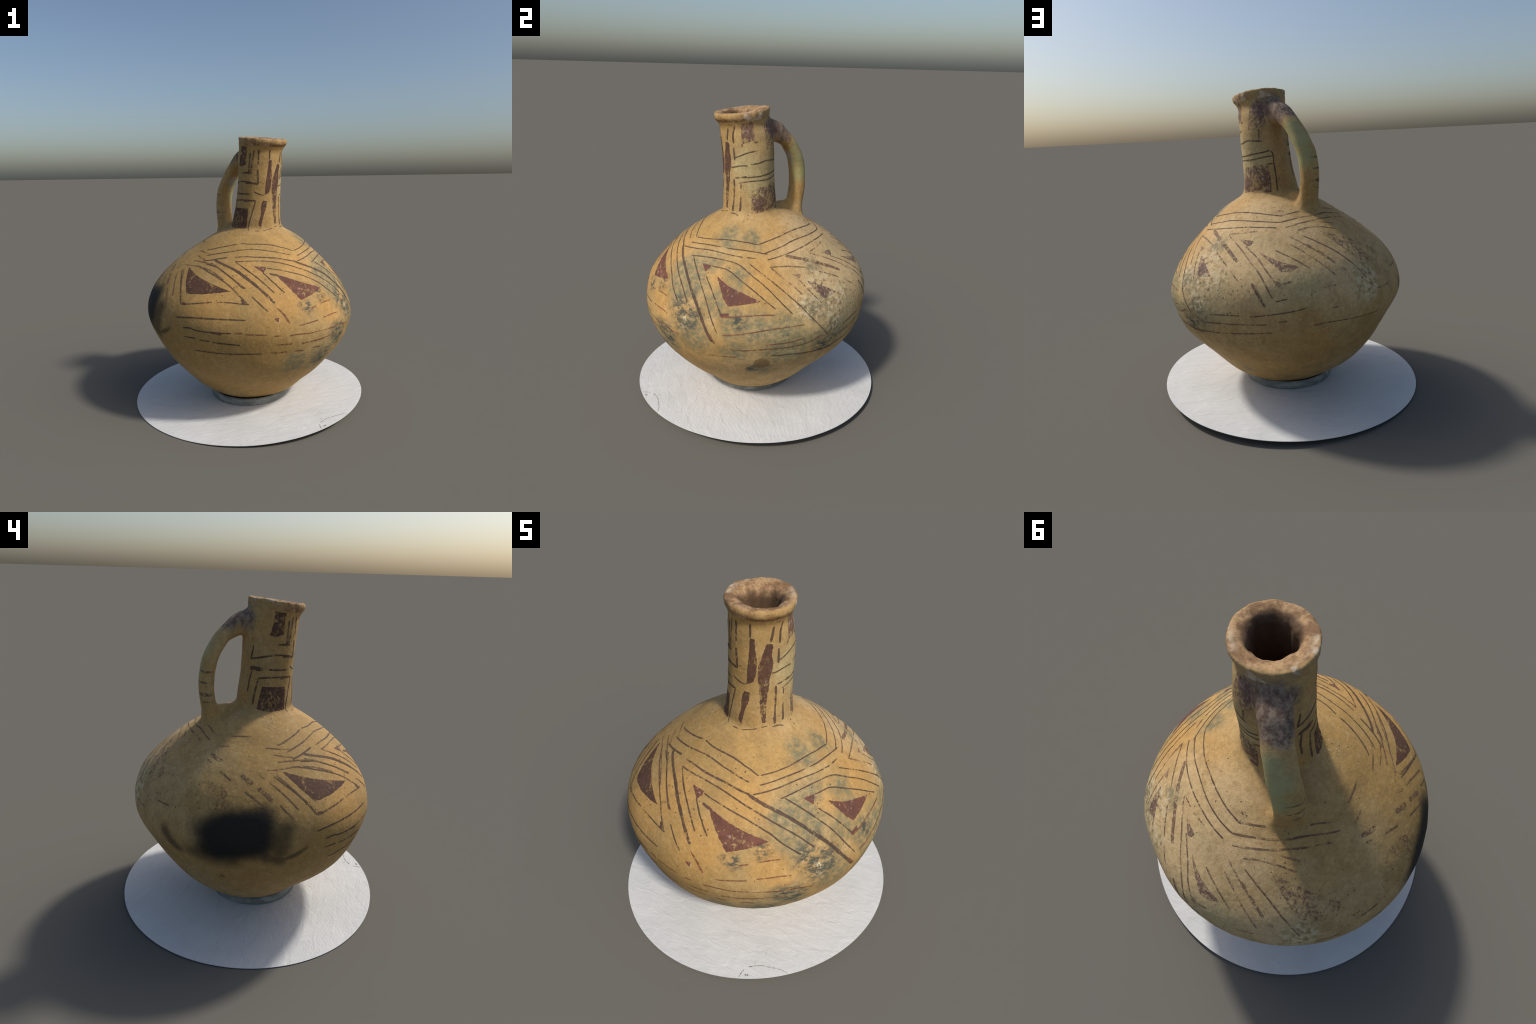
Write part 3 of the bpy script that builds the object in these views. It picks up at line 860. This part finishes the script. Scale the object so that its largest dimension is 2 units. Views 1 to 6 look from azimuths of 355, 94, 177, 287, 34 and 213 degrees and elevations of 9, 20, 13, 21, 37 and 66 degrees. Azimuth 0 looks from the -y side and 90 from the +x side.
        ("line", 8, [(198.6, 1.186), (217.8, 1.185)]),
        ("line", 8, [(204.5, 1.161), (220.3, 1.151)]),
        ("line", 10, [(207.5, 1.134), (220.1, 1.139), (234.2, 1.137)]),
        ("line", 10, [(200.2, 1.099), (207.0, 1.103), (220.0, 1.114), (233.6, 1.104), (245.6, 1.070)]),
        ("fill", 0, [(170.1, 1.012), (177.8, 1.000), (181.8, 0.983), (181.9, 0.944), (189.6, 0.932), (184.7, 0.905), (176.1, 0.889)]),
        ("fill", 0, [(205.4, 1.088), (207.6, 1.108), (208.5, 1.102), (206.3, 1.082)]),
    ],
    "front left chevrons": [
        ("fill", 0, [(209.1, 1.088), (227.3, 1.071), (242.6, 1.040), (252.9, 1.004), (243.9, 0.998), (236.1, 0.985), (225.6, 0.962), (218.9, 1.023)]),
        ("fill", 0, [(259.3, 0.976), (260.4, 0.980), (263.0, 0.962), (260.4, 0.955)]),
        ("fill", 0, [(225.6, 0.913), (228.6, 0.918), (229.2, 0.907), (226.7, 0.899)]),
        ("line", 9, [(219.5, 1.114), (229.1, 1.102), (241.3, 1.077), (252.4, 1.035), (263.0, 0.958)]),
        ("line", 9, [(227.6, 1.145), (239.0, 1.122), (250.4, 1.086), (261.1, 1.036)]),
        ("line", 9, [(225.7, 0.902), (235.5, 0.928), (243.9, 0.949)]),
        ("line", 9, [(246.7, 0.953), (253.8, 0.957), (264.2, 0.953)]),
        ("line", 9, [(225.3, 0.818), (234.1, 0.839), (243.0, 0.852), (253.3, 0.861), (263.1, 0.864)]),
        ("line", 9, [(230.3, 0.762), (234.8, 0.771), (238.9, 0.764), (246.6, 0.769), (256.5, 0.777)]),
        ("line", 9, [(257.8, 0.780), (261.9, 0.779)]),
        ("line", 9, [(263.2, 0.776), (273.3, 0.770)]),
        ("line", 9, [(276.7, 0.762), (280.2, 0.759)]),
        ("line", 9, [(230.9, 0.700), (237.9, 0.706)]),
        ("line", 9, [(240.3, 0.702), (245.8, 0.703)]),
        ("line", 9, [(246.9, 0.700), (253.7, 0.698), (260.7, 0.696)]),
        ("line", 9, [(278.1, 0.697), (286.5, 0.695)]),
        ("line", 9, [(236.5, 0.613), (244.1, 0.616), (253.3, 0.621), (262.0, 0.629), (271.5, 0.636)]),
        ("line", 9, [(275.7, 0.639), (284.1, 0.637)]),
        ("line", 9, [(288.0, 0.635), (292.9, 0.631)]),
        ("line", 9, [(291.6, 0.692), (305.7, 0.684)]),
        ("line", 9, [(204.2, 1.074), (212.7, 1.027), (220.4, 0.966), (225.6, 0.904)]),
        ("line", 14, [(245.8, 0.770), (251.6, 0.763)]),
        ("line", 8, [(279.5, 0.924), (282.6, 0.888), (284.9, 0.833)]),
        ("line", 8, [(298.5, 0.635), (303.9, 0.630)]),
    ],
    "neck front": [
        ("fill", 0, [(287.8, 1.840), (295.1, 1.837), (294.3, 1.779), (296.6, 1.723), (295.4, 1.653), (291.2, 1.608), (279.3, 1.592), (279.7, 1.665), (283.1, 1.748)]),
        ("fill", 0, [(274.8, 1.551), (286.0, 1.549), (284.9, 1.497), (279.2, 1.450), (277.6, 1.413), (274.6, 1.356), (267.6, 1.384), (272.0, 1.443), (271.0, 1.504)]),
        ("fill", 0, [(313.0, 1.810), (321.7, 1.807), (323.8, 1.788), (320.9, 1.753), (324.8, 1.701), (323.1, 1.662), (319.5, 1.630), (317.8, 1.560), (316.1, 1.540), (315.3, 1.456), (314.5, 1.379), (310.1, 1.381), (305.1, 1.446), (302.0, 1.544), (298.2, 1.628), (297.8, 1.686), (304.8, 1.739), (309.6, 1.783)]),
        ("line", 12, [(289.0, 1.914), (287.8, 1.843)]),
        ("line", 12, [(327.0, 1.896), (323.1, 1.851), (320.2, 1.818)]),
        ("line", 12, [(345.4, 1.910), (337.9, 1.859), (335.8, 1.802)]),
        ("line", 12, [(259.7, 1.909), (261.3, 1.860), (260.6, 1.804)]),
        ("line", 12, [(236.8, 1.886), (235.9, 1.733)]),
        ("line", 13, [(334.4, 1.776), (334.4, 1.696)]),
        ("line", 13, [(259.9, 1.771), (261.1, 1.666)]),
        ("line", 13, [(331.3, 1.576), (332.2, 1.508), (330.5, 1.365)]),
        ("line", 8, [(228.2, 1.669), (247.1, 1.673), (261.1, 1.666)]),
        ("line", 8, [(226.1, 1.536), (246.5, 1.550), (257.4, 1.548)]),
        ("line", 8, [(257.4, 1.548), (251.2, 1.461), (244.9, 1.358), (247.8, 1.335)]),
        ("line", 8, [(322.6, 1.651), (331.3, 1.652), (347.8, 1.661), (364.8, 1.660)]),
        ("line", 8, [(334.2, 1.583), (349.5, 1.588), (362.1, 1.595)]),
        ("line", 8, [(348.4, 1.555), (348.9, 1.516)]),
        ("line", 8, [(348.3, 1.464), (345.7, 1.367)]),
        ("line", 8, [(251.4, 1.614), (267.5, 1.594), (277.9, 1.591)]),
    ],
    "neck base seam": [
        ("line", 6, [(260.4, 1.335), (271.2, 1.336)]),
        ("line", 6, [(276.9, 1.336), (289.2, 1.344), (302.5, 1.351)]),
        ("line", 6, [(308.4, 1.358), (318.2, 1.362)]),
        ("line", 6, [(326.2, 1.353), (336.2, 1.353), (345.3, 1.342)]),
    ],
    "neck right": [
        ("fill", 0, [(358.5, 1.924), (372.9, 1.928), (389.8, 1.926), (386.2, 1.869), (382.6, 1.815), (370.1, 1.806), (356.2, 1.797), (355.7, 1.862)]),
        ("fill", 0, [(6.4, 1.501), (27.9, 1.513), (54.7, 1.515), (90.3, 1.521), (95.2, 1.427), (90.5, 1.342), (43.7, 1.354), (7.8, 1.348), (7.4, 1.427)]),
        ("line", 8, [(334.9, 1.711), (348.7, 1.724), (366.5, 1.741), (389.1, 1.750)]),
        ("line", 8, [(12.1, 1.669), (29.1, 1.670), (44.1, 1.680), (75.4, 1.672)]),
        ("line", 8, [(350.5, 1.585), (371.3, 1.587), (388.4, 1.587), (415.0, 1.591), (444.1, 1.598)]),
        ("line", 8, [(343.8, 1.551), (364.3, 1.559), (388.3, 1.560), (417.5, 1.559), (444.3, 1.569)]),
        ("line", 8, [(355.4, 1.801), (354.6, 1.778)]),
        ("line", 8, [(22.3, 1.810), (24.6, 1.799), (31.3, 1.805)]),
        ("line", 8, [(348.4, 1.552), (348.0, 1.512)]),
        ("line", 8, [(348.3, 1.463), (348.3, 1.369)]),
    ],
    "neck back": [
        ("fill", 0, [(55.6, 1.517), (72.7, 1.521), (88.1, 1.525), (84.8, 1.430), (80.4, 1.350), (65.6, 1.346), (47.1, 1.347)]),
        ("fill", 0, [(56.3, 1.887), (72.7, 1.896), (90.7, 1.891), (103.3, 1.864), (94.0, 1.780), (83.5, 1.757), (67.9, 1.752), (51.3, 1.750), (54.9, 1.820)]),
        ("line", 9, [(77.4, 1.746), (76.0, 1.675)]),
        ("line", 9, [(67.3, 1.672), (82.4, 1.669)]),
        ("line", 9, [(57.7, 1.593), (81.2, 1.599), (96.8, 1.608)]),
        ("line", 9, [(98.4, 1.605), (102.7, 1.583), (102.6, 1.524), (102.6, 1.446), (101.4, 1.347)]),
        ("line", 9, [(55.7, 1.557), (79.8, 1.568), (100.5, 1.573)]),
        ("line", 9, [(88.0, 1.523), (101.9, 1.527)]),
    ],
    "neck left": [
        ("fill", 0, [(187.8, 1.482), (213.1, 1.490), (240.7, 1.489), (242.0, 1.422), (241.4, 1.348), (207.0, 1.342), (180.0, 1.344), (183.6, 1.415)]),
        ("fill", 0, [(196.1, 1.926), (222.3, 1.928), (226.4, 1.868), (225.8, 1.803), (210.8, 1.788), (195.1, 1.789), (199.8, 1.858)]),
        ("line", 11, [(154.2, 1.636), (173.4, 1.650), (192.9, 1.666), (212.9, 1.679), (235.1, 1.679), (261.9, 1.672)]),
        ("line", 11, [(198.5, 1.589), (219.1, 1.591), (241.4, 1.594)]),
        ("line", 11, [(179.2, 1.531), (203.2, 1.542), (224.2, 1.548), (257.7, 1.550)]),
        ("line", 11, [(179.2, 1.531), (176.8, 1.493), (173.9, 1.439), (172.2, 1.365)]),
        ("line", 11, [(161.8, 1.568), (157.0, 1.507), (156.7, 1.433)]),
        ("line", 11, [(160.6, 1.721), (155.6, 1.637)]),
        ("line", 11, [(246.9, 1.907), (245.8, 1.823), (240.6, 1.748)]),
        ("line", 11, [(217.0, 1.743), (245.6, 1.745)]),
        ("line", 26, [(155.6, 1.581), (171.7, 1.585), (187.3, 1.587)]),
    ],
}


def wall_frame(p):
    """Nearest wall points and outward normals for world points."""
    az, s, _ = jug_coords(p)
    here = jug_point(az, s)
    e = 0.004
    da = jug_point(az + e, s) - jug_point(az - e, s)
    ds = jug_point(az, s + e) - jug_point(az, s - e)
    n = np.cross(da, ds)
    n /= np.linalg.norm(n, axis=1, keepdims=True)
    return here, n


def on_wall(p, proud=0.0010):
    here, n = wall_frame(p)
    return here + n * (relief(here) + proud)[:, None]


def resample(points, step):
    seg = np.linalg.norm(np.diff(points, axis=0), axis=1)
    t = np.concatenate([[0], np.cumsum(seg)])
    m = max(3, int(t[-1] / step) + 1)
    u = np.linspace(0, t[-1], m)
    return np.stack([np.interp(u, t, points[:, i]) for i in range(3)], 1)


def control_points(pairs):
    a = np.array([q[0] for q in pairs]) * RAD
    s = np.array([q[1] for q in pairs])
    return jug_point(a, s)


def brush_line(pairs, width, material, parent, seed):
    c = resample(catmull(control_points(pairs), 8), 0.006)
    c, n = wall_frame(c)
    t = np.gradient(c, axis=0)
    t /= np.linalg.norm(t, axis=1, keepdims=True)
    side = np.cross(n, t)
    k = len(c)
    run = np.arange(k) * 0.006
    wob = np.array([noise.noise(Vector((r * 22.0, seed * 7.3, 0.0))) for r in run])
    sway = np.array([noise.noise(Vector((r * 30.0, seed * 3.9, 5.0))) for r in run])
    taper = np.minimum(1, 0.45 + np.minimum(run, run[::-1]) / 0.016)
    rag = np.array([noise.noise(Vector((r * 95.0, seed * 1.3, 9.0))) for r in run])
    half = width * 0.00046 * (1 + 0.34 * wob + 0.28 * rag) * taper
    cols = 3 if width < 16 else 5
    verts = np.vstack([c + side * (half * x + 0.0009 * sway)[:, None] for x in np.linspace(-1, 1, cols)])
    verts = on_wall(verts)
    faces = [(j * k + i, j * k + i + 1, (j + 1) * k + i + 1, (j + 1) * k + i) for j in range(cols - 1) for i in range(k - 1)]
    return mesh_object("painted_band" if width >= 16 else "painted_line", verts, faces, material, parent)


def brush_field(pairs, material, parent, seed, name):
    c = control_points(pairs)
    edge = resample(np.vstack([c, c[:1]]), 0.007)[:-1]
    mid = edge.mean(0)
    _, _, axes = np.linalg.svd(edge - mid)
    e1, e2 = axes[0], axes[1]
    flat = np.stack([(edge - mid) @ e1, (edge - mid) @ e2], 1)
    r = np.random.default_rng(seed)
    flat += r.uniform(-0.0018, 0.0018, flat.shape)
    lo, hi = flat.min(0), flat.max(0)
    grid = [(x, y) for x in np.arange(lo[0], hi[0], 0.009) for y in np.arange(lo[1], hi[1], 0.009)]
    b = flat
    q = np.roll(flat, -1, axis=0)

    def inside(x, y):
        cross = ((b[:, 1] > y) != (q[:, 1] > y)) & (x < (q[:, 0] - b[:, 0]) * (y - b[:, 1]) / (q[:, 1] - b[:, 1] + 1e-12) + b[:, 0])
        return cross.sum() % 2 == 1

    inner = [g for g in grid if inside(*g) and np.min(np.hypot(b[:, 0] - g[0], b[:, 1] - g[1])) > 0.005]
    pts = [Vector(v) for v in np.vstack([flat] + ([np.array(inner)] if inner else []))]
    ring = [(i, (i + 1) % len(flat)) for i in range(len(flat))]
    v, _, f, _, _, _ = delaunay_2d_cdt(pts, ring, [list(range(len(flat)))], 1, 1e-6)
    v = np.array([(a.x, a.y) for a in v])
    world = on_wall(mid + v[:, :1] * e1 + v[:, 1:] * e2, 0.0007)
    ob = mesh_object(name, world, f, material, parent)
    n = wall_frame(world)[1]
    if len(ob.data.polygons) and np.dot(ob.data.polygons[0].normal, n[ob.data.polygons[0].vertices[0]]) < 0:
        ob.data.flip_normals()
    return ob


def paint_for(group, kind, width, pairs):
    """Which paint: iron red low on the front right, darker to the left."""
    az = float(np.mean([q[0] for q in pairs])) % 360
    s = float(np.mean([q[1] for q in pairs]))
    if kind == "fill":
        if "neck left" in group:
            return "dark_field"
        if "neck" in group:
            return "purple_field" if "front" not in group else "dark_field"
        if "front left" in group:
            return "dark_field"
        if "right" in group and "back" not in group:
            return "red_field"
        if "back chevrons" in group or "left" in group:
            return "worn_field"
        return "purple_field"
    if "bands" in group and "front" in group:
        return "red"
    if "neck" in group:
        return "dark"
    if s < 0.90 and (az > 255 or az < 20):
        return "red"
    if "back" in group or "left chevrons" == group:
        return "brown"
    return "dark"


def paint_ornament(parts):
    seed = 0
    for group, strokes in STROKES.items():
        parent = parts["neck"] if group.startswith("neck") else parts["body"]
        for kind, width, pairs in strokes:
            seed += 1
            mat = PAINT[paint_for(group, kind, width, pairs)]
            if kind == "line":
                brush_line(pairs, width, mat, parent, seed)
            else:
                brush_field(pairs, mat, parent, seed, "painted_panel" if group.startswith("neck") else "painted_triangle")


# ------------------------------------------------------------------ the jug
jug = bpy.data.objects.new("painted_jug", None)
bpy.context.scene.collection.objects.link(jug)
jug["label"] = "round-bellied clay jug with tall neck and painted triangles"
jug["category"] = "jug"

skin = fused_jug()
_c = face_centres(skin)
_az, _s, _d = jug_coords(_c)
_hd = handle_distance(_c)
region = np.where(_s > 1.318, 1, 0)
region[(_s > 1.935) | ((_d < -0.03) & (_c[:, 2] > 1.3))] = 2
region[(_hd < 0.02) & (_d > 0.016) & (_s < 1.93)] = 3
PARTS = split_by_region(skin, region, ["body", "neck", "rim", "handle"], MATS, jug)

paint_ornament(PARTS)


# --------------------------------------------------- paper disc underneath
def disc_height(phi, f):
    """Edge heights round the sheet, flattening toward its middle."""
    z = 0.0293 + f * (0.0302 * np.cos(phi) + 0.0052 * np.sin(phi))
    z = z + f**2 * (0.0047 * np.cos(2 * phi) - 0.0043 * np.sin(2 * phi))
    return z + f**3 * (-0.0006 * np.cos(3 * phi) - 0.0021 * np.sin(3 * phi))


def paper_disc():
    m, rings, radius = 360, 60, 0.8805
    phi = np.linspace(0, 2 * math.pi, m, endpoint=False)
    top = [(0.0, 0.0, 0.0293)]
    for i in range(1, rings + 1):
        f = i / rings
        r = radius * f
        x, y = r * np.cos(phi), r * np.sin(phi)
        z = disc_height(phi, f) + 0.002
        top += list(zip(x, y, z))
    top = np.array(top)
    top[:, 2] += 0.0012 * lumps(top, 6.0, 5) * np.clip(np.hypot(top[:, 0], top[:, 1]) * 2 - 0.5, 0, 1)
    low = top.copy()
    low[:, 2] = np.maximum(top[:, 2] - 0.003, 0.0)
    n = len(top)
    faces = []
    for j in range(m):
        k = (j + 1) % m
        faces += [(0, 1 + j, 1 + k), (n, n + 1 + k, n + 1 + j)]
        for i in range(rings - 1):
            a, b = 1 + i * m, 1 + (i + 1) * m
            faces += [(a + j, b + j, b + k, a + k), (n + a + j, n + a + k, n + b + k, n + b + j)]
        e = 1 + (rings - 1) * m
        faces.append((e + j, n + e + j, n + e + k, e + k))
    ob = mesh_object("paper_disc", np.vstack([top, low]), faces, PAPER)
    ob.data.set_sharp_from_angle(angle=0.9)
    ob["label"] = "large thin round sheet of white ribbed paper"
    ob["category"] = "paper sheet"
    return ob


disc = paper_disc()


def pencil_mark(points, width):
    """A scribble on the sheet, laid just above it."""
    c = np.array([(x, y, 0.0) for x, y in points])
    c = resample(catmull(c, 6), 0.005)
    t = np.gradient(c, axis=0)
    t /= np.linalg.norm(t, axis=1, keepdims=True)
    side = np.stack([-t[:, 1], t[:, 0], 0 * t[:, 0]], 1)
    k = len(c)
    v = np.vstack([c - side * width / 2, c + side * width / 2])
    tree = BVHTree.FromPolygons([q.co for q in disc.data.vertices], [tuple(q.vertices) for q in disc.data.polygons])
    for q in v:
        hit = tree.ray_cast(Vector((q[0], q[1], 0.3)), Vector((0, 0, -1)))[0]
        q[2] = (hit.z if hit else 0.05) + 0.0009
    mesh_object("pencil_mark", v, [(i, i + 1, k + i + 1, k + i) for i in range(k - 1)], PENCIL, disc)


for _points, _width in (
    ([(0.429, -0.684), (0.479, -0.642), (0.535, -0.621), (0.586, -0.603), (0.637, -0.599)], 0.005),
    ([(0.441, -0.742), (0.443, -0.730)], 0.007),
    ([(0.453, -0.737), (0.453, -0.723)], 0.007),
    ([(0.418, -0.766), (0.415, -0.741), (0.416, -0.710)], 0.004),
    ([(0.436, -0.632), (0.449, -0.649)], 0.004),
    ([(0.460, -0.549), (0.470, -0.560)], 0.003),
):
    pencil_mark(_points, _width)


# ------------------------------------------------------------ support ring
def support_ring():
    m = 160
    phi = np.linspace(0, 2 * math.pi, m, endpoint=False)
    section = [(0.262, 0.004), (0.300, 0.002), (0.307, 0.008), (0.305, 0.022), (0.301, 0.034), (0.297, 0.046), (0.289, 0.052), (0.278, 0.047), (0.262, 0.036)]
    verts, faces = [], []
    cx, cy = 0.012, -0.034
    for r, h in section:
        x, y = cx + r * np.cos(phi), cy + r * np.sin(phi)
        verts += list(zip(x, y, disc_height(phi, r / 0.88) + h))
    ns = len(section)
    for i in range(ns):
        for j in range(m):
            k, q = (j + 1) % m, (i + 1) % ns
            faces.append((i * m + j, i * m + k, q * m + k, q * m + j))
    ob = mesh_object("support_ring", verts, faces, GLASS)
    ob.data.set_sharp_from_angle(angle=0.8)
    ob["label"] = "low grey-green ring holding the jug's round foot"
    ob["category"] = "ring stand"
    return ob


support_ring()
